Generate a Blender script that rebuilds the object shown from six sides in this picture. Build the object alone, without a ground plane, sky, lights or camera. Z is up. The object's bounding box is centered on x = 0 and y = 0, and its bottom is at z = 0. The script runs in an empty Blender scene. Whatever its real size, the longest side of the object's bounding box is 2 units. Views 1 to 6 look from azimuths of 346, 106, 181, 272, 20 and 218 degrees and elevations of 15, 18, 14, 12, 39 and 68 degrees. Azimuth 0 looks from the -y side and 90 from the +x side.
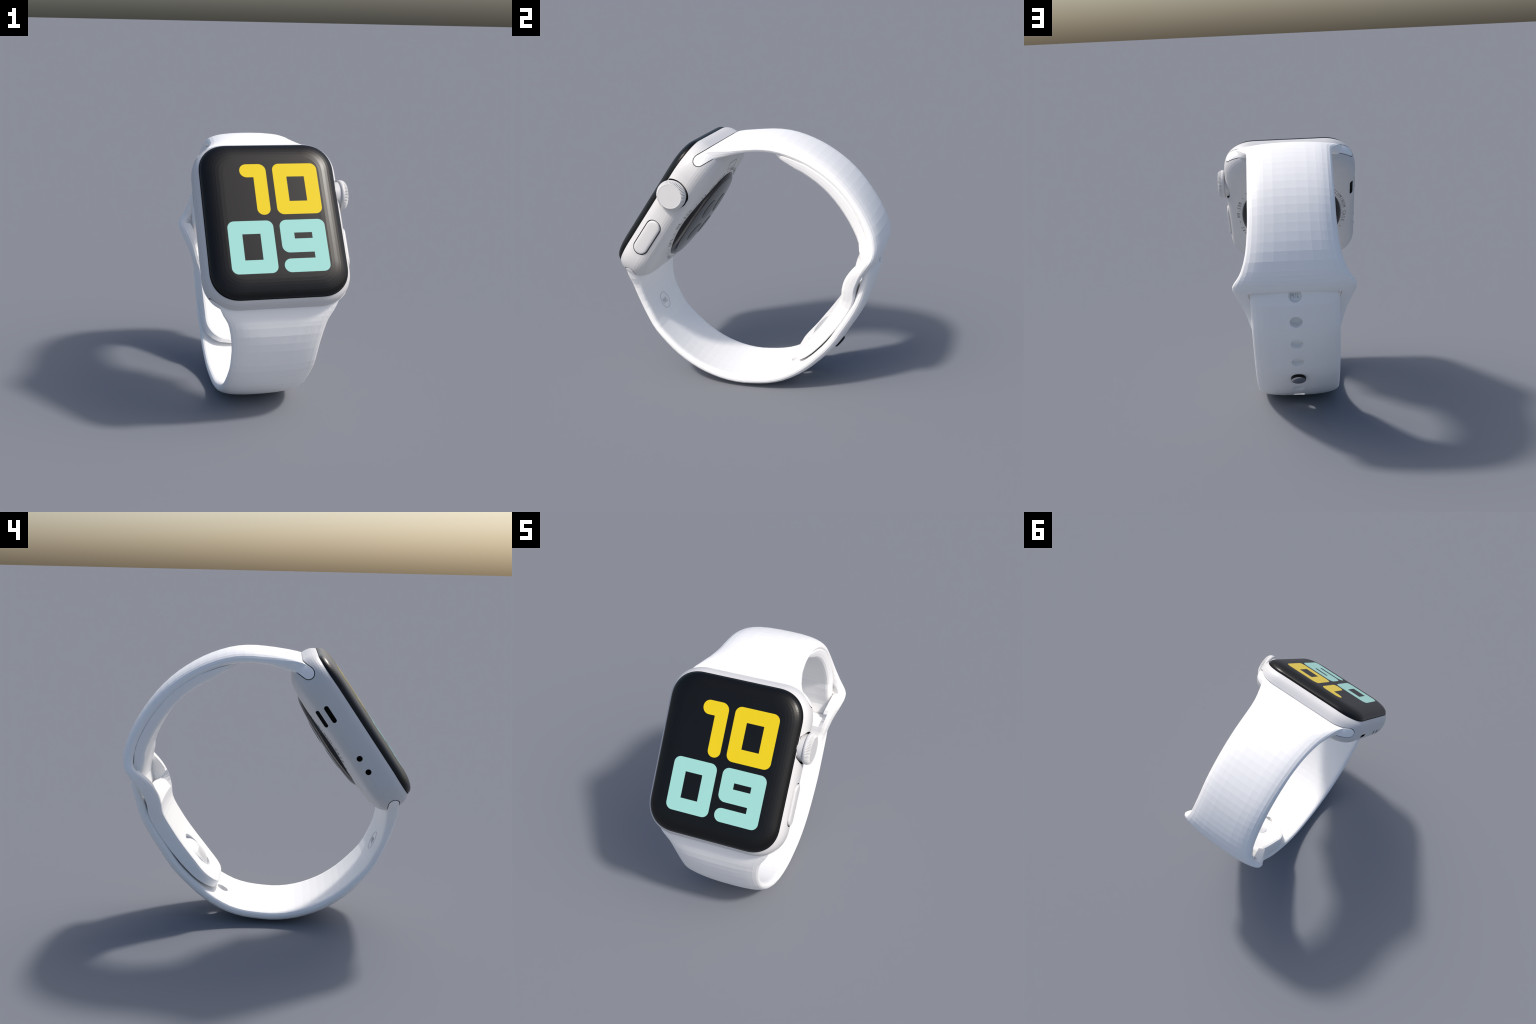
import bpy, bmesh, math
from mathutils import Vector, Matrix
from mathutils.bvhtree import BVHTree

# ------------------------------------------------------------------ frame of the watch head
TILT = math.radians(35.0)
LV = Vector((0, math.sin(TILT), math.cos(TILT)))      # along the case, upwards
NV = Vector((0, -math.cos(TILT), math.sin(TILT)))     # out of the screen
XV = Vector((1, 0, 0))


def W(x, l, n):
    return XV * x + LV * l + NV * n


CL = 0.794                  # centre of the case along LV
HX, HL, RC = 0.500, 0.585, 0.235

# ------------------------------------------------------------------ materials


def principled(name, col, rough=0.5, metal=0.0, spec=0.5, coat=0.0, bump=0.0, bump_scale=400.0, vary=0.0):
    m = bpy.data.materials.new(name)
    m.use_nodes = True
    nt = m.node_tree
    b = nt.nodes["Principled BSDF"]
    b.inputs["Base Color"].default_value = (*col, 1)
    b.inputs["Roughness"].default_value = rough
    b.inputs["Metallic"].default_value = metal
    b.inputs["Specular IOR Level"].default_value = spec
    b.inputs["Coat Weight"].default_value = coat
    b.inputs["Coat Roughness"].default_value = 0.03
    tc = nt.nodes.new("ShaderNodeTexCoord")
    if vary > 0:
        nz = nt.nodes.new("ShaderNodeTexNoise")
        nz.inputs["Scale"].default_value = 5.0
        nz.inputs["Detail"].default_value = 3.0
        nt.links.new(tc.outputs["Object"], nz.inputs["Vector"])
        r = nt.nodes.new("ShaderNodeValToRGB")
        r.color_ramp.elements[0].position = 0.3
        r.color_ramp.elements[1].position = 0.7
        r.color_ramp.elements[0].color = (*[c * (1 - vary) for c in col], 1)
        r.color_ramp.elements[1].color = (*[min(1, c * (1 + vary)) for c in col], 1)
        nt.links.new(nz.outputs["Fac"], r.inputs["Fac"])
        nt.links.new(r.outputs["Color"], b.inputs["Base Color"])
    if bump > 0:
        n2 = nt.nodes.new("ShaderNodeTexNoise")
        n2.inputs["Scale"].default_value = bump_scale
        nt.links.new(tc.outputs["Object"], n2.inputs["Vector"])
        bp = nt.nodes.new("ShaderNodeBump")
        bp.inputs["Strength"].default_value = bump
        bp.inputs["Distance"].default_value = 0.002
        nt.links.new(n2.outputs["Fac"], bp.inputs["Height"])
        nt.links.new(bp.outputs["Normal"], b.inputs["Normal"])
    return m


RUBBER = principled("white_rubber", (0.985, 0.98, 0.972), 0.5, vary=0.005)  # white lightened almost to full to lift the strap's shaded faces
ALUMINIUM = principled("silver_aluminium", (0.68, 0.675, 0.675), 0.45, metal=0.0, bump=0.02, vary=0.01)
GAP = principled("dark_gap", (0.006, 0.006, 0.007), 0.6, spec=0.2)  # shade inside the narrow recesses painted near-black onto their walls
GLASS = principled("black_glass", (0.0025, 0.0027, 0.003), 0.33, spec=0.35)
YELLOW = principled("yellow_digit", (0.81, 0.60, 0.010), 0.16, spec=0.36)
TEAL = principled("teal_digit", (0.347, 0.675, 0.61), 0.16, spec=0.36)
CERAMIC = principled("black_ceramic", (0.012, 0.012, 0.014), 0.12)
DOME = principled("smoked_crystal", (0.016, 0.017, 0.019), 0.16)
LENS = principled("sensor_lens", (0.018, 0.02, 0.022), 0.25)
STEEL = principled("polished_steel", (0.62, 0.62, 0.64), 0.04, metal=1.0)
BLACK = principled("black_pin_side", (0.004, 0.004, 0.004), 0.35, spec=0.2)
PINBASE = principled("brushed_pin_base", (0.86, 0.86, 0.87), 0.32, metal=0.35)
ENGRAVE = principled("grey_engraving", (0.20, 0.20, 0.21), 0.5)
MARK = principled("grey_print", (0.50, 0.51, 0.53), 0.5)

# ------------------------------------------------------------------ object helpers
ROOT = bpy.data.objects.new("smart_watch", None)
bpy.context.collection.objects.link(ROOT)
ROOT["label"] = "white smart watch with black screen and rubber strap"
ROOT["category"] = "smart watch"


def link(name, me, mats, parent=ROOT, smooth=None):
    ob = bpy.data.objects.new(name, me)
    bpy.context.collection.objects.link(ob)
    if not me.materials:
        for m in mats:
            me.materials.append(m)
    if parent is not None:
        ob.parent = parent
    if smooth is not None:
        bm = bmesh.new()
        bm.from_mesh(me)
        for f in bm.faces:
            f.smooth = True
        for e in bm.edges:
            if len(e.link_faces) == 2 and e.calc_face_angle(0) > smooth:
                e.smooth = False
        bm.to_mesh(me)
        bm.free()
    return ob


def mesh_from(verts, faces, name="m"):
    me = bpy.data.meshes.new(name)
    me.from_pydata([tuple(v) for v in verts], [], faces)
    bm = bmesh.new()
    bm.from_mesh(me)
    bmesh.ops.remove_doubles(bm, verts=bm.verts, dist=1e-6)
    bmesh.ops.recalc_face_normals(bm, faces=bm.faces)
    bm.to_mesh(me)
    bm.free()
    return me


def loft(rings, cap0=True, cap1=True, name="m"):
    n = len(rings[0])
    V, F = [], []
    for r in rings:
        V += r
    for i in range(len(rings) - 1):
        for j in range(n):
            k = (j + 1) % n
            F.append((i * n + j, i * n + k, (i + 1) * n + k, (i + 1) * n + j))
    if cap0:
        F.append(tuple(range(n)))
    if cap1:
        o = (len(rings) - 1) * n
        F.append(tuple(o + j for j in range(n)))
    return mesh_from(V, F, name)


def joined(meshes, name="m"):
    bm = bmesh.new()
    for me in meshes:
        bm.from_mesh(me)
    out = bpy.data.meshes.new(name)
    bm.to_mesh(out)
    bm.free()
    return out


def boolean(me, mats, cutter_me, cutter_mats, op="DIFFERENCE"):
    a = link("tmp_a", me, mats, None)
    b = link("tmp_b", cutter_me, cutter_mats, None)
    mod = a.modifiers.new("b", "BOOLEAN")
    mod.operation = op
    mod.object = b
    mod.solver = "EXACT"
    mod.material_mode = "TRANSFER"
    dg = bpy.context.evaluated_depsgraph_get()
    dg.update()
    res = bpy.data.meshes.new_from_object(a.evaluated_get(dg))
    bpy.data.objects.remove(a)
    bpy.data.objects.remove(b)
    return res


def lathe(origin, axis, u, v, profile, seg=48, name="m"):
    """profile: (height along axis, radius) list"""
    rings = []
    for h, r in profile:
        rings.append([origin + axis * h + u * (r * math.cos(2 * math.pi * k / seg)) + v * (r * math.sin(2 * math.pi * k / seg))
                      for k in range(seg)])
    return loft(rings, name=name)


# ------------------------------------------------------------------ rounded rectangle
def rrect(hx, hl, r, per=18, p=2.25):
    """closed outline of a rounded rectangle with soft (superelliptic) corners"""
    pts = []
    for q in range(4):
        sx = 1 if q in (0, 3) else -1
        sy = 1 if q in (0, 1) else -1
        for k in range(per + 1):
            t = math.pi / 2 * k / per
            if q in (1, 3):
                t = math.pi / 2 - t
            c, s = math.cos(t) ** (2 / p), math.sin(t) ** (2 / p) if t > 1e-9 else 0.0
            if abs(t - math.pi / 2) < 1e-9:
                c = 0.0
            pts.append((sx * (hx - r + r * c), sy * (hl - r + r * s)))
        # straight run
        if q in (0, 2):
            a, n = hx - r, 8
            for k in range(1, n):
                x = a - 2 * a * k / n
                pts.append((sx * x, sy * hl))
        else:
            a, n = hl - r, 12
            for k in range(1, n):
                y = a - 2 * a * k / n
                pts.append((sx * hx, sy * y))
    return pts


def ring_at(n, ix, il, r, hx=HX, hl=HL):
    return [W(x, CL + l, n) for x, l in rrect(hx - ix, hl - il, r)]


# ------------------------------------------------------------------ case
SEAM = 1.352
levels = [  # N, inset
    (SEAM - 0.012, 0.060), (SEAM - 0.001, 0.0385), (SEAM, 0.036), (1.343, 0.0265), (1.332, 0.0185), (1.318, 0.0110), (1.302, 0.0055), (1.284, 0.0020),
    (1.262, 0.0), (1.238, 0.0), (1.216, 0.0015), (1.197, 0.0055), (1.180, 0.0115), (1.164, 0.0195),
    (1.150, 0.029), (1.138, 0.040), (1.128, 0.052), (1.119, 0.066), (1.111, 0.083), (1.104, 0.102), (1.099, 0.122), (1.0945, 0.146), (1.0915, 0.172), (1.0895, 0.20)]
rings = []
for n, i in levels:
    back = max(0.0, min(1.0, (1.21 - n) / 0.08))
    ix = i * (1 + 0.20 * back)
    il = i * (1 - 0.06 * back)
    rings.append(ring_at(n, ix, il, max(RC - 0.55 * i, 0.12)))
for f, n in ((0.75, 1.0885), (0.4, 1.088), (0.12, 1.088)):
    rings.append([W(x * f, CL + l * f, n) for x, l in rrect(HX - 0.22, HL - 0.144, 0.12)])
case_raw = loft(rings, name="case")
for m in (ALUMINIUM, GAP):
    case_raw.materials.append(m)
case_full = case_raw.copy()


def capsule_prism(x0, x1, l0, n0, l1, n1, r, seg=20):
    """capsule drawn in the L/N plane, extruded along x"""
    d = Vector((l1 - l0, n1 - n0))
    a0 = math.atan2(d.y, d.x)
    loop = []
    for k in range(seg + 1):
        a = a0 + math.pi / 2 + math.pi * k / seg
        loop.append((l0 + r * math.cos(a), n0 + r * math.sin(a)))
    for k in range(seg + 1):
        a = a0 - math.pi / 2 + math.pi * k / seg
        loop.append((l1 + r * math.cos(a), n1 + r * math.sin(a)))
    return loft([[W(x0, l, n) for l, n in loop], [W(x1, l, n) for l, n in loop]])


# lug grooves: nose point, direction out of the case
LUG_A = (1.303, 1.240, 0.903, -0.43)
LUG_B = (0.262, 1.236, -0.82, -0.57)
RL = 0.037


def lug_prism(g, r, x):
    l, n, dl, dn = g
    return capsule_prism(-x, x, l, n, l + dl * 0.3, n + dn * 0.3, r)


cut = [lug_prism(LUG_A, RL + 0.0055, 0.7), lug_prism(LUG_B, RL + 0.0055, 0.7)]
# speaker slots and microphone holes on the -x flank
cut.append(capsule_prism(-0.6, -0.44, 0.962, 1.2155, 1.056, 1.2155, 0.0155, 12))
cut.append(capsule_prism(-0.6, -0.44, 0.958, 1.1525, 1.060, 1.1525, 0.0125, 12))
for l in (0.664, 0.558):
    cut.append(lathe(W(-0.6, l, 1.2165), XV, LV, NV, [(0, 0.0195), (0.16, 0.0195)], 32))
# side button recess and crown recess
BTN = (0.517, 0.700, 1.2525, 0.0515)
cut.append(capsule_prism(0.47, 0.6, BTN[0], BTN[2], BTN[1], BTN[2], BTN[3] + 0.0075, 20))
CRN = (0.997, 1.262)
cut.append(lathe(W(0.470, *CRN), XV, LV, NV, [(0, 0.1105), (0.2, 0.1105)], 64))
case_me = boolean(case_raw, [ALUMINIUM, GAP], joined(cut), [GAP])
CASE = link("case", case_me, [ALUMINIUM, GAP])

# ------------------------------------------------------------------ screen
g_rings = []
GX, GL, GR = HX - 0.037, HL - 0.037, 0.205
for k in range(11):
    t = math.pi / 2 * k / 10
    ins = 0.145 * (1 - math.cos(t) ** 0.9) if k < 10 else 0.145
    g_rings.append([W(x, CL + l, SEAM + 0.004 + 0.056 * math.sin(t)) for x, l in rrect(GX - ins, GL - ins, max(GR - 0.75 * ins, 0.06))])
g_rings.insert(0, [W(x, CL + l, SEAM - 0.01) for x, l in rrect(GX, GL, GR)])
for f in (0.8, 0.4):
    g_rings.append([W(x * f, CL + l * f, SEAM + 0.060) for x, l in rrect(GX - 0.145, GL - 0.145, 0.09)])
GLASSOB = link("display_glass", loft(g_rings), [GLASS])
gk = [[W(x, CL + l, n) for x, l in rrect(GX - i, GL - i, GR)] for n, i in ((SEAM - 0.011, -0.003), (SEAM + 0.003, -0.003), (SEAM + 0.003, 0.02))]
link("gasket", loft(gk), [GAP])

# ---- digits: outlines in screen coordinates (x, L)
TOP = SEAM + 0.060


def round_poly(pts, seg=8):
    """pts: (x, l, radius) corners -> rounded outline"""
    out = []
    n = len(pts)
    for i in range(n):
        p = Vector(pts[i][:2])
        r = pts[i][2]
        a = (Vector(pts[i - 1][:2]) - p).normalized()
        b = (Vector(pts[(i + 1) % n][:2]) - p).normalized()
        if r <= 0:
            out.append(p)
            continue
        c = p + (a + b) * r
        for k in range(seg + 1):
            t = math.pi / 2 * k / seg
            out.append(c - b * (r * math.cos(t)) - a * (r * math.sin(t)))
    return out


def slab(outer, holes, n0, n1):
    """flat plate with holes, extruded from n0 to n1"""
    cu = bpy.data.curves.new("c", "CURVE")
    cu.dimensions = "2D"
    cu.fill_mode = "BOTH"
    cu.extrude = (n1 - n0) / 2
    for lp in [outer] + holes:
        sp = cu.splines.new("POLY")
        sp.points.add(len(lp) - 1)
        for q, p in zip(sp.points, lp):
            q.co = (p[0], p[1], 0, 1)
        sp.use_cyclic_u = True
    ob = bpy.data.objects.new("c", cu)
    bpy.context.collection.objects.link(ob)
    dg = bpy.context.evaluated_depsgraph_get()
    dg.update()
    me = bpy.data.meshes.new_from_object(ob.evaluated_get(dg))
    bpy.data.objects.remove(ob)
    bpy.data.curves.remove(cu)
    nm = (n0 + n1) / 2
    for v in me.vertices:
        v.co = W(v.co.x, v.co.y, nm + v.co.z)
    return me


def rect(x0, x1, l0, l1, r):
    return round_poly([(x0, l0, r), (x1, l0, r), (x1, l1, r), (x0, l1, r)])


R1, R2, RO = (0.807, 1.176), (0.400, 0.766), 0.046
XA, XB = (-0.328, -0.021), (0.022, 0.331)
HA, HB = (-0.235, -0.114), (0.114, 0.236)
zero_y = slab(rect(*XB, *R1, RO), [rect(*HB, 0.901, 1.080, 0)], TOP - 0.004, TOP + 0.0005)
zero_t = slab(rect(*XA, *R2, RO), [rect(*HA, 0.493, 0.674, 0)], TOP - 0.004, TOP + 0.0005)
one_y = slab(round_poly([(-0.204, 1.080, 0.047), (-0.113, 1.080, 0), (-0.113, 0.807, 0.0435), (-0.0235, 0.807, 0.0435),
                         (-0.0235, 1.176, 0.05), (-0.204, 1.176, 0.047)]), [], TOP - 0.004, TOP + 0.0005)
nine_t = slab(round_poly([(0.022, 0.400, 0.046), (0.331, 0.400, RO), (0.331, 0.766, RO), (0.022, 0.766, RO), (0.022, 0.536, 0.05),
                          (0.236, 0.536, 0), (0.236, 0.494, 0), (0.022, 0.494, 0.046)]), [rect(*HB, 0.632, 0.674, 0)], TOP - 0.004, TOP + 0.0005)
for me, mt in ((one_y, YELLOW), (zero_y, YELLOW), (zero_t, TEAL), (nine_t, TEAL)):
    link("digit", me, [mt], GLASSOB)

# ------------------------------------------------------------------ crown
TEETH = 60
SEG = TEETH * 8
prof = [(0.462, 0.094, 0), (0.503, 0.0945, 0), (0.507, 0.1015, 0), (0.512, 0.1062, 0), (0.520, 0.1072, 0), (0.5255, 0.1066, 0.0005), (0.529, 0.1062, 0.0050), (0.536, 0.1045, 0.0090),
        (0.544, 0.1010, 0.0105), (0.551, 0.0960, 0.0095), (0.5555, 0.0900, 0.0045), (0.5575, 0.0862, 0), (0.5575, 0.0848, 0), (0.5563, 0.0838, 0), (0.5563, 0.04, 0)]
rings = []
for x, r, tooth in prof:
    rg = []
    for k in range(SEG):
        a = 2 * math.pi * k / SEG
        c = 0.5 - 0.5 * math.cos(a * TEETH)
        rr = r - tooth * (c ** 2.2)
        rg.append(W(x, CRN[0] + rr * math.cos(a), CRN[1] + rr * math.sin(a)))
    rings.append(rg)
link("crown", loft(rings), [ALUMINIUM], smooth=math.radians(40))

# ------------------------------------------------------------------ side button
rings = []
for x, ins in ((0.468, 0), (0.5005, 0), (0.5055, 0.0012), (0.509, 0.004), (0.5108, 0.009), (0.5118, 0.016), (0.5122, 0.03)):
    loop = []
    r = BTN[3] - ins
    for k in range(21):
        a = math.pi / 2 + math.pi * k / 20
        loop.append((BTN[0] + r * math.cos(a), BTN[2] + r * math.sin(a)))
    for k in range(21):
        a = -math.pi / 2 + math.pi * k / 20
        loop.append((BTN[1] + r * math.cos(a), BTN[2] + r * math.sin(a)))
    # follow the slightly curved flank
    rings.append([W(x - 1.1 * (n - 1.25) ** 2 * (1 if x > 0.49 else 0), l, n) for l, n in loop])
link("push_button", loft(rings), [ALUMINIUM], smooth=math.radians(35))

# ------------------------------------------------------------------ back sensor
O = W(0, CL, 0)
A = -NV
link("sensor_ring", lathe(O, A, XV, LV, [(-1.13, 0.384), (-1.090, 0.384), (-1.085, 0.3815), (-1.076, 0.372), (-1.068, 0.360), (-1.063, 0.348), (-1.068, 0.34)], 96), [CERAMIC], smooth=math.radians(40))
def dome_n(r):
    return 1.037 + 0.026 * (r / 0.347) ** 2.2


dprof = [(-1.079, 0.347)]
for k in range(13):
    r = 0.347 * (1 - k / 13)
    dprof.append((-dome_n(r), r))
DOMEOB = link("sensor_dome", lathe(O, A, XV, LV, dprof, 96), [DOME], smooth=math.radians(40))


for ang in (45, 135, 225, 315):
    cx, cl = 0.155 * math.cos(math.radians(ang)), 0.155 * math.sin(math.radians(ang))
    rings = []
    for rr, lift in ((0.082, -0.004), (0.081, 0.0022), (0.05, 0.0026), (0.02, 0.0028)):
        rg = []
        for k in range(40):
            a = 2 * math.pi * k / 40
            x, l = cx + rr * math.cos(a), cl + rr * math.sin(a)
            rg.append(W(x, CL + l, dome_n(math.hypot(x, l)) - lift))
        rings.append(rg)
    link("sensor_lens", loft(rings), [LENS], DOMEOB)

# ------------------------------------------------------------------ lettering


def char_mesh(ch, size):
    cu = bpy.data.curves.new("t", "FONT")
    cu.body = ch
    cu.size = size
    cu.align_x = "CENTER"
    cu.align_y = "BOTTOM_BASELINE"
    cu.extrude = 0.0006
    cu.resolution_u = 3
    ob = bpy.data.objects.new("t", cu)
    bpy.context.collection.objects.link(ob)
    dg = bpy.context.evaluated_depsgraph_get()
    dg.update()
    me = bpy.data.meshes.new_from_object(ob.evaluated_get(dg))
    bpy.data.objects.remove(ob)
    bpy.data.curves.remove(cu)
    return me


bm = bmesh.new()
bm.from_mesh(case_full)
BACK = BVHTree.FromBMesh(bm)
bm.free()
text = "GPS \u2022 WR-50M \u2022 42 MM CASE \u2022 7000 SERIES ALUMINUM CASE \u2022 COMPOSITE BACK \u2022 SERIES 3 \u2022 "
PITCH = math.radians(360.0 / len(text))
letters = []
W_INDEX = text.index("W")
for i, ch in enumerate(text):
    if ch == " ":
        continue
    # seen from behind (+x on the left) the ring reads clockwise; W stands at the +x side
    a = math.radians(-2.5) + (i - W_INDEX) * PITCH
    rad = 0.401
    px, pl = rad * math.cos(a), rad * math.sin(a)
    hit = BACK.ray_cast(W(px * 1.03, CL + pl * 1.03, 0.9), NV)
    if hit[0] is None:
        continue
    nrm = hit[1]
    if nrm.dot(NV) > 0:
        nrm = -nrm
    outward = (XV * math.cos(a) + LV * math.sin(a))
    up = (outward - nrm * outward.dot(nrm)).normalized()
    right = up.cross(nrm).normalized()
    me = char_mesh(ch, 0.040)
    base = W(px, CL + pl, 0)
    base = base + NV * ((hit[0] - base).dot(NV)) - up * 0.0
    base = hit[0] - up * (0.03 * rad)
    for v in me.vertices:
        v.co = base + right * (v.co.x * 0.85) + up * v.co.y + nrm * (0.0004 + v.co.z)
    letters.append(me)
link("engraved_lettering", joined(letters), [ENGRAVE], CASE)["kind"] = "stuff"

# strap release button outlines on the back
for lc in (CL + 0.462, CL - 0.462):
    loops = []
    for ins in (0.0, 0.004):
        pts = rect(-0.085 + ins, 0.085 - ins, lc - 0.028 + ins, lc + 0.028 - ins, 0.012)
        loops.append(pts)
    V, F = [], []
    n = len(loops[0])
    for lp, dz in ((loops[0], -0.002), (loops[0], 0.0008), (loops[1], 0.0008), (loops[1], -0.002)):
        for p in lp:
            h = BACK.ray_cast(W(p.x, p.y, 0.9), NV)
            V.append(h[0] - NV * dz)
    for i in range(4):
        for j in range(n):
            k = (j + 1) % n
            i2 = (i + 1) % 4
            F.append((i * n + j, i * n + k, i2 * n + k, i2 * n + j))
    link("release_button", mesh_from(V, F), [ENGRAVE], CASE)

# ------------------------------------------------------------------ strap machinery


class Path:
    """smooth curve through (y, z) control points, by arc length (Catmull-Rom)"""

    def __init__(self, pts):
        P = [Vector(p) for p in pts]
        P = [2 * P[0] - P[1]] + P + [2 * P[-1] - P[-2]]
        self.q = []
        for i in range(1, len(P) - 2):
            p0, p1, p2, p3 = P[i - 1:i + 3]
            t1 = (p2 - p1).length ** 0.5
            t0, t2 = (p1 - p0).length ** 0.5, (p3 - p2).length ** 0.5
            m1 = (p1 - p0) / t0 - (p2 - p0) / (t0 + t1) + (p2 - p1) / t1
            m2 = (p2 - p1) / t1 - (p3 - p1) / (t1 + t2) + (p3 - p2) / t2
            m1, m2 = m1 * t1, m2 * t1
            for k in range(24):
                t = k / 24
                h = ((2 * t**3 - 3 * t**2 + 1), (t**3 - 2 * t**2 + t), (-2 * t**3 + 3 * t**2), (t**3 - t**2))
                self.q.append(p1 * h[0] + m1 * h[1] + p2 * h[2] + m2 * h[3])
        self.q.append(P[-2])
        # light smoothing of the sampled curve
        for _ in range(60):
            q = self.q
            self.q = [q[0]] + [q[i] * 0.5 + (q[i - 1] + q[i + 1]) * 0.25 for i in range(1, len(q) - 1)] + [q[-1]]
        self.s = [0.0]
        for a, b in zip(self.q, self.q[1:]):
            self.s.append(self.s[-1] + (b - a).length)
        self.length = self.s[-1]

    def at(self, s):
        if s <= 0:
            return self.q[0] + (self.q[1] - self.q[0]).normalized() * s
        if s >= self.length:
            return self.q[-1] + (self.q[-1] - self.q[-2]).normalized() * (s - self.length)
        lo, hi = 0, len(self.s) - 1
        while hi - lo > 1:
            m = (lo + hi) // 2
            if self.s[m] <= s:
                lo = m
            else:
                hi = m
        f = (s - self.s[lo]) / (self.s[hi] - self.s[lo])
        return self.q[lo].lerp(self.q[hi], f)

    def frame(self, s, side):
        d = (self.at(s + 0.02) - self.at(s - 0.02)).normalized()
        n = Vector((-d.y, d.x)) * side
        return self.at(s), d, n

    def nearest(self, y, z):
        p = Vector((y, z))
        return min(range(len(self.q)), key=lambda i: (self.q[i] - p).length) and \
            self.s[min(range(len(self.q)), key=lambda i: (self.q[i] - p).length)]


def interp(table, s):
    """monotone cubic interpolation in a (s, value) table"""
    n = len(table)
    if s <= table[0][0]:
        return table[0][1]
    if s >= table[-1][0]:
        return table[-1][1]
    d = [(table[i + 1][1] - table[i][1]) / (table[i + 1][0] - table[i][0]) for i in range(n - 1)]

    def slope(i):
        if i == 0 or i == n - 1 or d[i - 1] * d[i] <= 0:
            return 0.0
        return 2 * d[i - 1] * d[i] / (d[i - 1] + d[i])
    for i in range(n - 1):
        a, va = table[i]
        b, vb = table[i + 1]
        if s <= b:
            h = b - a
            t = (s - a) / h
            return (va * (2 * t**3 - 3 * t**2 + 1) + h * slope(i) * (t**3 - 2 * t**2 + t)
                    + vb * (-2 * t**3 + 3 * t**2) + h * slope(i + 1) * (t**3 - t**2))


UO = [0.13, 0.40, 0.61, 0.70, 0.76, 0.88, 0.955, 0.99]                       # outer face columns
UI = [(0.985, 0.42), (0.96, 0.78), (0.92, 0.96), (0.86, 1.0)]           # inner edge rounding (u, part of the rest depth)
UF = [0.76, 0.70, 0.45, 0.15]                                               # inner face columns


def section(th, crown=0.82, dish=0.012, box=0.0, lip=1.0):
    """closed cross-section as (u, depth below the outer crown); box squares the edges, lip thins the middle"""
    amp = th * crown
    p = 2.5 + 3.5 * box
    up = []
    for u in UO:
        up.append((u, amp * (1 - (1 - u ** p) ** (1 / p))))
    top = [(-u, d) for u, d in reversed(up)] + up
    edge = [(1.0, amp)]
    inner = [(1 - (1 - u) * (1 - 0.75 * box), amp + (th - amp) * f) for u, f in UI]
    inner += [(u, (th - dish * (1 - (u / 0.86) ** 2)) * lip) for u in UF]
    right = edge + inner
    left = [(-u, d) for u, d in reversed(right)]
    return top + right + left


NTOP = 2 * len(UO)
NSIDE = 1 + len(UI) + len(UF)
IT_L, IT_R = len(UO) - 1 - UO.index(0.76), len(UO) + UO.index(0.76)
IB_R = NTOP + 1 + len(UI) + UF.index(0.76)
IB_L = NTOP + NSIDE + (NSIDE - 1 - (1 + len(UI) + UF.index(0.76)))


def strap_mesh(path, side, stations, width, thick, crown=lambda s: 0.82, slot=None, lipshape=None, dish=lambda s: 0.012, box=lambda s: 0.0, lipthin=lambda s: 1.0):
    rings = []
    for s in stations:
        sec = section(thick(s), crown(s), dish(s), box(s), lipthin(s))
        w = width(s)
        rg = []
        for u, d in sec:
            ss = s
            if lipshape:
                ss = s + lipshape(s, u)
            c, t, n = path.frame(ss, side)
            q = c - n * d
            rg.append(Vector((u * w, q.x, q.y)))
        rings.append(rg)
    n = len(rings[0])
    V, F = [], []
    for r in rings:
        V += r
    for i in range(len(rings) - 1):
        open_row = slot and slot[0] <= i < slot[1]
        for j in range(n):
            k = (j + 1) % n
            if open_row and (IT_L <= j < IT_R or IB_R <= j < IB_L):
                continue
            F.append((i * n + j, i * n + k, (i + 1) * n + k, (i + 1) * n + j))
        if open_row:
            for a, b in ((IT_L, IB_L), (IT_R, IB_R)):
                F.append((i * n + a, (i + 1) * n + a, (i + 1) * n + b, i * n + b))
    if slot:
        for i in slot:
            F.append(tuple(i * n + j for j in list(range(IT_L, IT_R + 1)) + list(range(IB_R, IB_L + 1))))
    F.append(tuple(range(n)))
    F.append(tuple((len(rings) - 1) * n + j for j in range(n)))
    return mesh_from(V, F)


def spread(a, b, step):
    k = max(1, round((b - a) / step))
    return [a + (b - a) * i / k for i in range(k)]


# ------------------------------------------------------------------ buckle strap (from the upper lug to the pin)
P_UP = Path([(-0.2866, 1.813), (-0.235, 1.843), (-0.11, 1.879), (0.0, 1.899), (0.1, 1.906), (0.2, 1.901), (0.3, 1.88), (0.406, 1.842), (0.476, 1.809), (0.54, 1.772), (0.604, 1.729), (0.67, 1.676), (0.735, 1.612), (0.8, 1.534), (0.857, 1.45), (0.894, 1.388), (0.926, 1.325), (0.95, 1.267), (0.966, 1.2), (0.97, 1.145), (0.961, 1.092), (0.936, 1.044), (0.896, 0.999), (0.854, 0.955), (0.82, 0.898), (0.801, 0.835), (0.797, 0.77), (0.7727, 0.7006), (0.7235, 0.6184), (0.6634, 0.5302), (0.6143, 0.4681), (0.5542, 0.396), (0.484, 0.3258), (0.4099, 0.2646), (0.3308, 0.2046)])
S_LIP = P_UP.nearest(0.942, 1.052)
S_LOW = P_UP.nearest(0.816, 0.888)
S_W = P_UP.nearest(0.940, 1.05)
SE = P_UP.length
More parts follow.
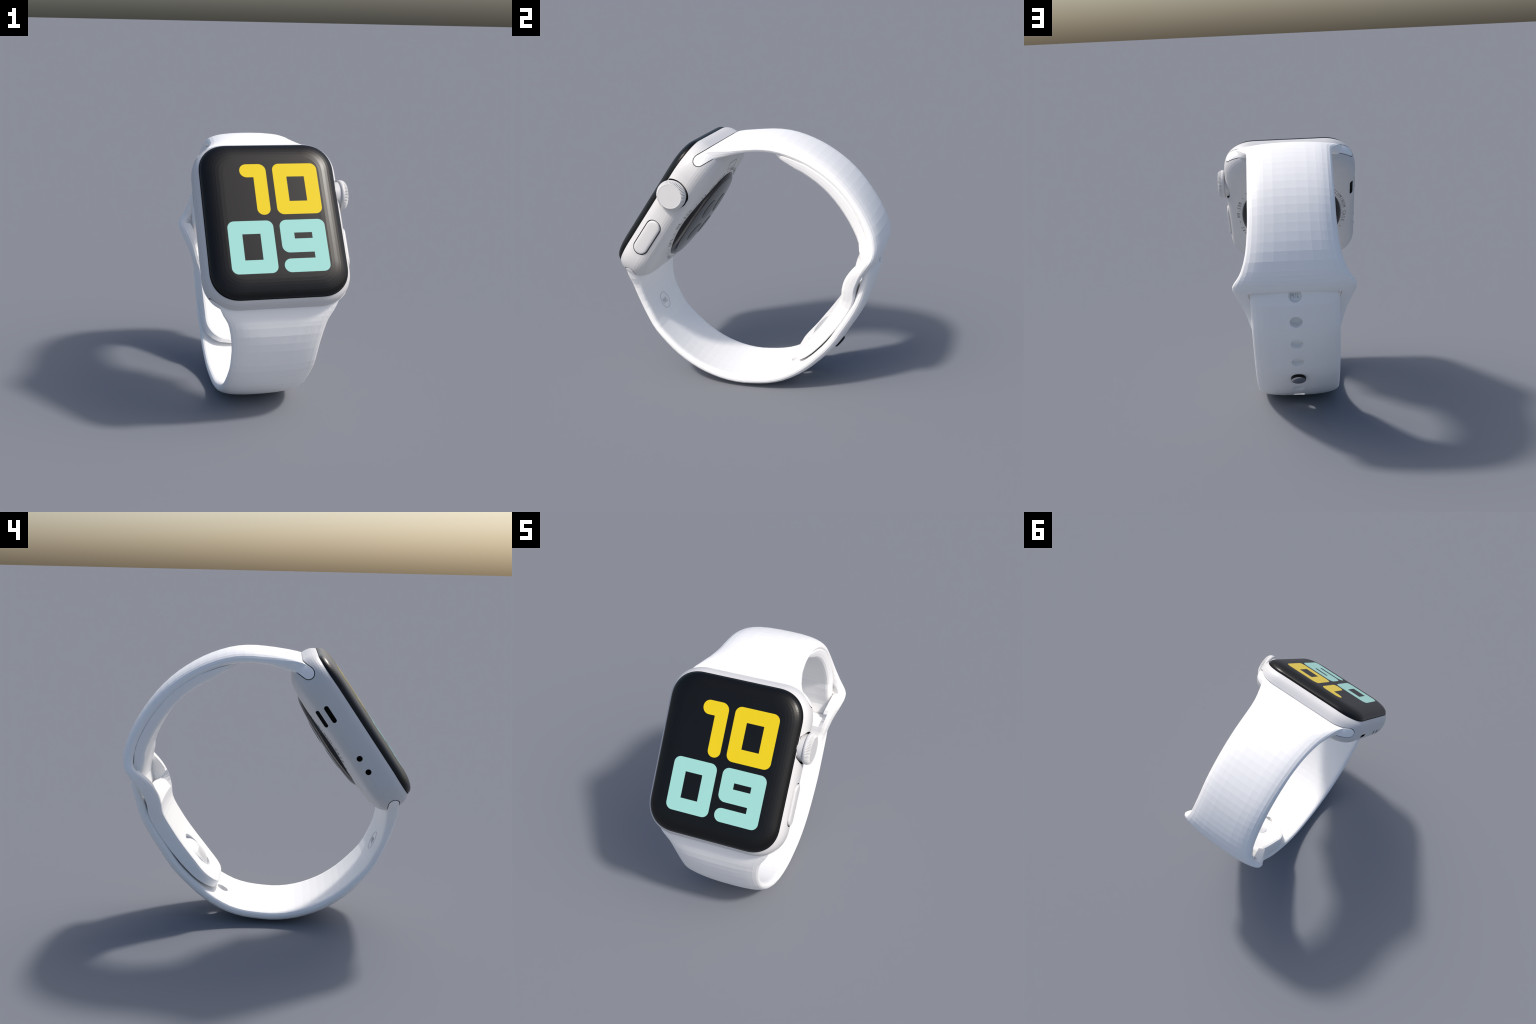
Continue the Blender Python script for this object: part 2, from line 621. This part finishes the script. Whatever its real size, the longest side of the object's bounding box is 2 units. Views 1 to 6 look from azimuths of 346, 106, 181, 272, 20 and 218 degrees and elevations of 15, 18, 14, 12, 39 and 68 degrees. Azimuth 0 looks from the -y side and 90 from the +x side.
w_up = [(0.0, 0.428), (0.02, 0.410), (0.045, 0.394), (0.08, 0.377), (0.12, 0.361), (0.17, 0.346), (0.21, 0.333), (0.26, 0.322), (0.32, 0.313), (0.42, 0.304), (0.55, 0.298),
        (S_W - 0.75, 0.290), (S_W - 0.55, 0.290), (S_W - 0.40, 0.297), (S_W - 0.30, 0.307), (S_W - 0.22, 0.322), (S_W - 0.15, 0.343), (S_W - 0.09, 0.369),
        (S_W - 0.05, 0.388), (S_W - 0.02, 0.398), (S_W + 0.01, 0.404), (S_W + 0.05, 0.402), (S_W + 0.08, 0.394), (S_W + 0.12, 0.379), (S_W + 0.17, 0.356), (S_W + 0.23, 0.332),
        (S_W + 0.30, 0.310), (S_W + 0.37, 0.294), (S_W + 0.45, 0.282), (SE - 0.21, 0.276)]


def width_up(s):
    w = interp(w_up, s)
    if s > SE - 0.21:
        t = min(1.0, (s - (SE - 0.21)) / 0.21)
        w = 0.276 * (0.30 + 0.70 * (1 - t ** 2.1) ** (1 / 2.1))
    return w


def thick_up(s):
    t = interp([(0, 0.076), (0.10, 0.086), (0.2, 0.090), (S_W - 0.05, 0.090), (S_W + 0.10, 0.096), (S_W + 0.22, 0.108), (S_W + 0.35, 0.112), (SE - 0.30, 0.100), (SE - 0.12, 0.076), (SE - 0.02, 0.060), (SE, 0.045)], s)
    return t


st = spread(0, 0.192, 0.032) + spread(0.192, S_LIP - 0.15, 0.064) + spread(S_LIP - 0.15, S_LIP - 0.03, 0.03) + [S_LIP - 0.03, S_LIP - 0.012, S_LIP]
i1 = len(st) - 1
st += spread(S_LIP, S_LOW, 0.024)[1:] + [S_LOW]
i2 = len(st) - 1
st += [S_LOW + 0.012, S_LOW + 0.03] + spread(S_LOW + 0.06, SE - 0.21, 0.05) + spread(SE - 0.21, SE, 0.0125) + [SE]


def lip(s, u):
    """the lip of the slot is bowed at its corners"""
    k = max(0.0, 1 - abs(s - S_LIP) / 0.06)
    return 0.034 * k * min(1, abs(u) / 0.76) ** 7 if abs(u) <= 0.761 else 0.034 * k * max(0, 1 - (abs(u) - 0.76) / 0.20)


BOX = lambda s: interp([(0, 1.0), (0.05, 0.95), (0.12, 0.6), (0.20, 0.25), (0.32, 0.0)], s)
up_me = strap_mesh(P_UP, 1, st, width_up, thick_up, slot=(i1, i2), lipshape=lip,
                   crown=lambda s: interp([(0, 0.16), (0.05, 0.22), (0.12, 0.45), (0.22, 0.70), (0.35, 0.78), (S_W, 0.68), (S_W + 0.2, 0.22), (SE, 0.2)], s),
                   dish=lambda s: interp([(0, 0.0), (0.2, 0.012), (S_W - 0.1, 0.012), (S_W + 0.05, 0.002), (S_W + 0.2, 0.009), (SE - 0.20, 0.007), (SE - 0.05, 0.0), (SE, 0.0)], s),
                   box=BOX, lipthin=lambda s: interp([(S_LIP - 0.13, 1.0), (S_LIP - 0.05, 0.80), (S_LIP, 0.55), (S_LIP + 0.02, 1.0), (S_LOW - 0.03, 1.0), (S_LOW, 0.5), (S_LOW + 0.025, 0.75), (S_LOW + 0.07, 1.0)], s))

# circular pocket with a saddle floor on the inner side of the pin end
S_PIN = P_UP.nearest(0.530, 0.386)
c, t, nn = P_UP.frame(S_PIN, 1)
ic = Vector((0, c.x, c.y)) - Vector((0, nn.x, nn.y)) * (thick_up(S_PIN) - 0.002)
IN = -Vector((0, nn.x, nn.y))
TD = Vector((0, t.x, t.y))
rings = []
PR, PX = 0.138, 0.82


def pocket_floor(uu, vv, rr):
    """saddle: two deep lobes along the strap, a ridge across the middle"""
    lobe = (abs(uu) / PR) ** 1.2 * math.exp(-(vv / (0.55 * PR)) ** 2 * (1 - 0.5 * abs(uu) / PR))
    return -0.006 - 0.030 * lobe + 0.006 * (1 - rr) - 0.35 * uu * uu


for rr, base in ((0.0, 0.06), (1.0, 0.06), (1.0, None), (0.93, None), (0.8, None), (0.6, None), (0.4, None), (0.2, None), (0.0, None)):
    rg = []
    for k in range(64):
        a = 2 * math.pi * k / 64
        uu, vv = PR * rr * math.cos(a), PR * rr * math.sin(a)
        if base is not None:
            h = base
        else:
            h = pocket_floor(uu, vv, rr)
        rg.append(ic + TD * uu + XV * vv * PX + IN * h)
    rings.append(rg)
pocket = loft(rings, cap0=False, cap1=False)
disc_rings = []
for rr, drop in ((0.965, -0.012), (0.965, 0.004), (0.93, 0.005), (0.8, 0.005), (0.6, 0.005), (0.4, 0.005), (0.2, 0.005), (0.02, 0.005)):
    rg = []
    for k in range(64):
        a = 2 * math.pi * k / 64
        uu, vv = PR * rr * math.cos(a), PR * rr * math.sin(a)
        rg.append(ic + TD * uu + XV * vv * PX + IN * (pocket_floor(uu, vv, rr) + drop))
    disc_rings.append(rg)
up_me = boolean(up_me, [RUBBER], pocket, [RUBBER])
BUCKLE = link("buckle_strap", up_me, [RUBBER])

# ------------------------------------------------------------------ hole strap (from the lower lug, through the slot, tucked inside)
P_LO = Path([(-0.899, 0.945), (-0.905, 0.86), (-0.906, 0.79), (-0.895, 0.71), (-0.877, 0.645), (-0.853, 0.577), (-0.824, 0.51), (-0.779, 0.418), (-0.717, 0.328), (-0.64, 0.235), (-0.545, 0.158), (-0.445, 0.096), (-0.335, 0.048), (-0.215, 0.0145), (-0.09, 0.0), (0.03, 0.006), (0.1304, 0.0183), (0.2315, 0.0455), (0.3072, 0.0798), (0.385, 0.1253), (0.4707, 0.1912), (0.5433, 0.2598), (0.6195, 0.338), (0.6791, 0.4152), (0.7234, 0.4863), (0.7857, 0.5828), (0.8359, 0.6737), (0.8715, 0.7528), (0.8953, 0.8321), (0.9111, 0.9013), (0.925, 0.965), (0.916, 1.03), (0.902, 1.09), (0.8919, 1.1369), (0.8927, 1.1824), (0.8784, 1.2377), (0.8579, 1.29), (0.8285, 1.3477), (0.7952, 1.4064), (0.7406, 1.4862), (0.6789, 1.5611), (0.619, 1.62), (0.5581, 1.6687), (0.4994, 1.7072), (0.4406, 1.7426), (0.3735, 1.7681), (0.2783, 1.7985), (0.1895, 1.8147)])
LE = P_LO.length
S_T = P_LO.nearest(0.916, 1.03)
w_lo = [(0.0, 0.420), (0.02, 0.408), (0.05, 0.395), (0.085, 0.380), (0.115, 0.364), (0.145, 0.347), (0.185, 0.333), (0.23, 0.324), (0.30, 0.312), (0.40, 0.303), (0.6, 0.299), (S_T, 0.293), (LE - 0.16, 0.290)]


def width_lo(s):
    if s > LE - 0.14:
        t = min(1, (s - (LE - 0.14)) / 0.14)
        return 0.290 * (0.42 + 0.58 * (1 - t ** 2.4) ** (1 / 2.4))
    return interp(w_lo, s)


def thick_lo(s):
    return interp([(0, 0.076), (0.1, 0.086), (0.22, 0.080), (0.36, 0.070), (0.52, 0.070), (0.80, 0.089), (S_T - 0.25, 0.088), (S_T - 0.05, 0.080), (S_T + 0.2, 0.082), (LE - 0.24, 0.074), (LE - 0.12, 0.052), (LE - 0.04, 0.029), (LE, 0.013)], s)


st = spread(0, 0.192, 0.032) + spread(0.192, LE - 0.14, 0.064) + spread(LE - 0.14, LE, 0.0175) + [LE]
lo_me = strap_mesh(P_LO, -1, st, width_lo, thick_lo, crown=lambda s: interp([(0, 0.16), (0.05, 0.22), (0.12, 0.45), (0.22, 0.54), (0.50, 0.56), (0.8, 0.74), (S_T - 0.1, 0.74), (S_T + 0.1, 0.22), (LE, 0.2)], s),
                   dish=lambda s: interp([(0, 0.0), (0.2, 0.012), (S_T - 0.2, 0.012), (S_T, 0.006), (S_T + 0.15, 0.018), (LE - 0.12, 0.014), (LE, 0.0)], s), box=BOX)
S_H0 = P_LO.nearest(0.905, 0.826)
PITCH_H = 0.191
cut = []
holes = []
for k in range(-1, 6):
    s = S_H0 - k * PITCH_H
    c, t, nn = P_LO.frame(s, -1)
    o3, n3, t3 = Vector((0, c.x, c.y)), Vector((0, nn.x, nn.y)), Vector((0, t.x, t.y))
    holes.append((o3, n3, t3, s))
    if k == -1:
        pr = [(-0.030, 0.043), (0.03, 0.043)]
    elif k in (3, 5):
        pr = [(-0.14, 0.043), (0.03, 0.043)]
    else:
        pr = [(-0.052 if k == 0 else -0.036, 0.043), (0.03, 0.043)]
    cut.append(lathe(o3, n3, XV, t3, pr, 40))
lo_me = boolean(lo_me, [RUBBER], joined(cut), [RUBBER])
HOLED = link("hole_strap", lo_me, [RUBBER])

# lugs: capsule bars trimmed flush with the case
for g, parent in ((LUG_A, BUCKLE), (LUG_B, HOLED)):
    bar = lug_prism(g, RL, 0.7)
    trim = case_full.copy()
    trim.materials.clear()
    trim.materials.append(RUBBER)
    cc = W(0, CL, 1.22)
    for v in trim.vertices:
        v.co = cc + (v.co - cc) * 1.0022
    link("strap_lug", boolean(bar, [RUBBER], trim, [RUBBER], "INTERSECT"), [RUBBER], parent)

# ------------------------------------------------------------------ pin
o3, n3, t3, s = holes[4]
PIN = link("pin", lathe(o3, n3, XV, t3, [(-0.105, 0.036), (-0.002, 0.036), (-0.002, 0.052), (0.016, 0.052), (0.0195, 0.050)], 48), [BLACK])
link("pin_base", loft(disc_rings), [PINBASE], PIN)
link("pin_cap", lathe(o3, n3, XV, t3, [(0.012, 0.0495), (0.0200, 0.0495), (0.0225, 0.046), (0.0245, 0.034), (0.0255, 0.018)], 48), [STEEL], PIN, smooth=math.radians(30))

# ------------------------------------------------------------------ size marks


def mark(origin, right, up, nrm, size, ring, parent, surface=None):
    parts = []
    for ch, dx in (("M", -0.42), ("/", 0.06), ("L", 0.44)):
        me = char_mesh(ch, size)
        for v in me.vertices:
            x = v.co.x * 0.8 + dx * size
            v.co = origin + right * x + up * (v.co.y - 0.34 * size) + nrm * (v.co.z + 0.0012)
        parts.append(me)
    if ring:
        V, F = [], []
        for r, h in ((ring, -0.002), (ring, 0.0016), (ring - 0.0026, 0.0016), (ring - 0.0026, -0.002)):
            for k in range(48):
                a = 2 * math.pi * k / 48
                V.append(origin + right * (r * math.cos(a)) + up * (r * math.sin(a)) + nrm * h)
        for i in range(4):
            for j in range(48):
                k, i2 = (j + 1) % 48, (i + 1) % 4
                F.append((i * 48 + j, i * 48 + k, i2 * 48 + k, i2 * 48 + j))
        parts.append(mesh_from(V, F))
    me = joined(parts)
    if surface:
        for v in me.vertices:
            h = (v.co - origin).dot(nrm)
            foot = v.co - nrm * h
            hit = surface.ray_cast(foot + nrm * 0.05, -nrm)
            if hit[0] is not None:
                v.co = hit[0] + nrm * (h + 0.0004)
    link("size_mark", me, [MARK], parent)


o3, n3, t3, s = holes[0]
mark(o3 - n3 * 0.030, -XV, t3, n3, 0.042, 0, HOLED)
sm = P_LO.nearest(-0.848, 0.52)
c, t, nn = P_LO.frame(sm, -1)
n3, t3 = Vector((0, nn.x, nn.y)), Vector((0, t.x, t.y))
bm = bmesh.new()
bm.from_mesh(lo_me)
INNER = BVHTree.FromBMesh(bm)
hit = INNER.ray_cast(Vector((0.0, c.x, c.y)) - n3 * 0.3, n3)
bm.free()
mark(hit[0], -XV, -t3, -n3, 0.056, 0.066, HOLED, INNER)
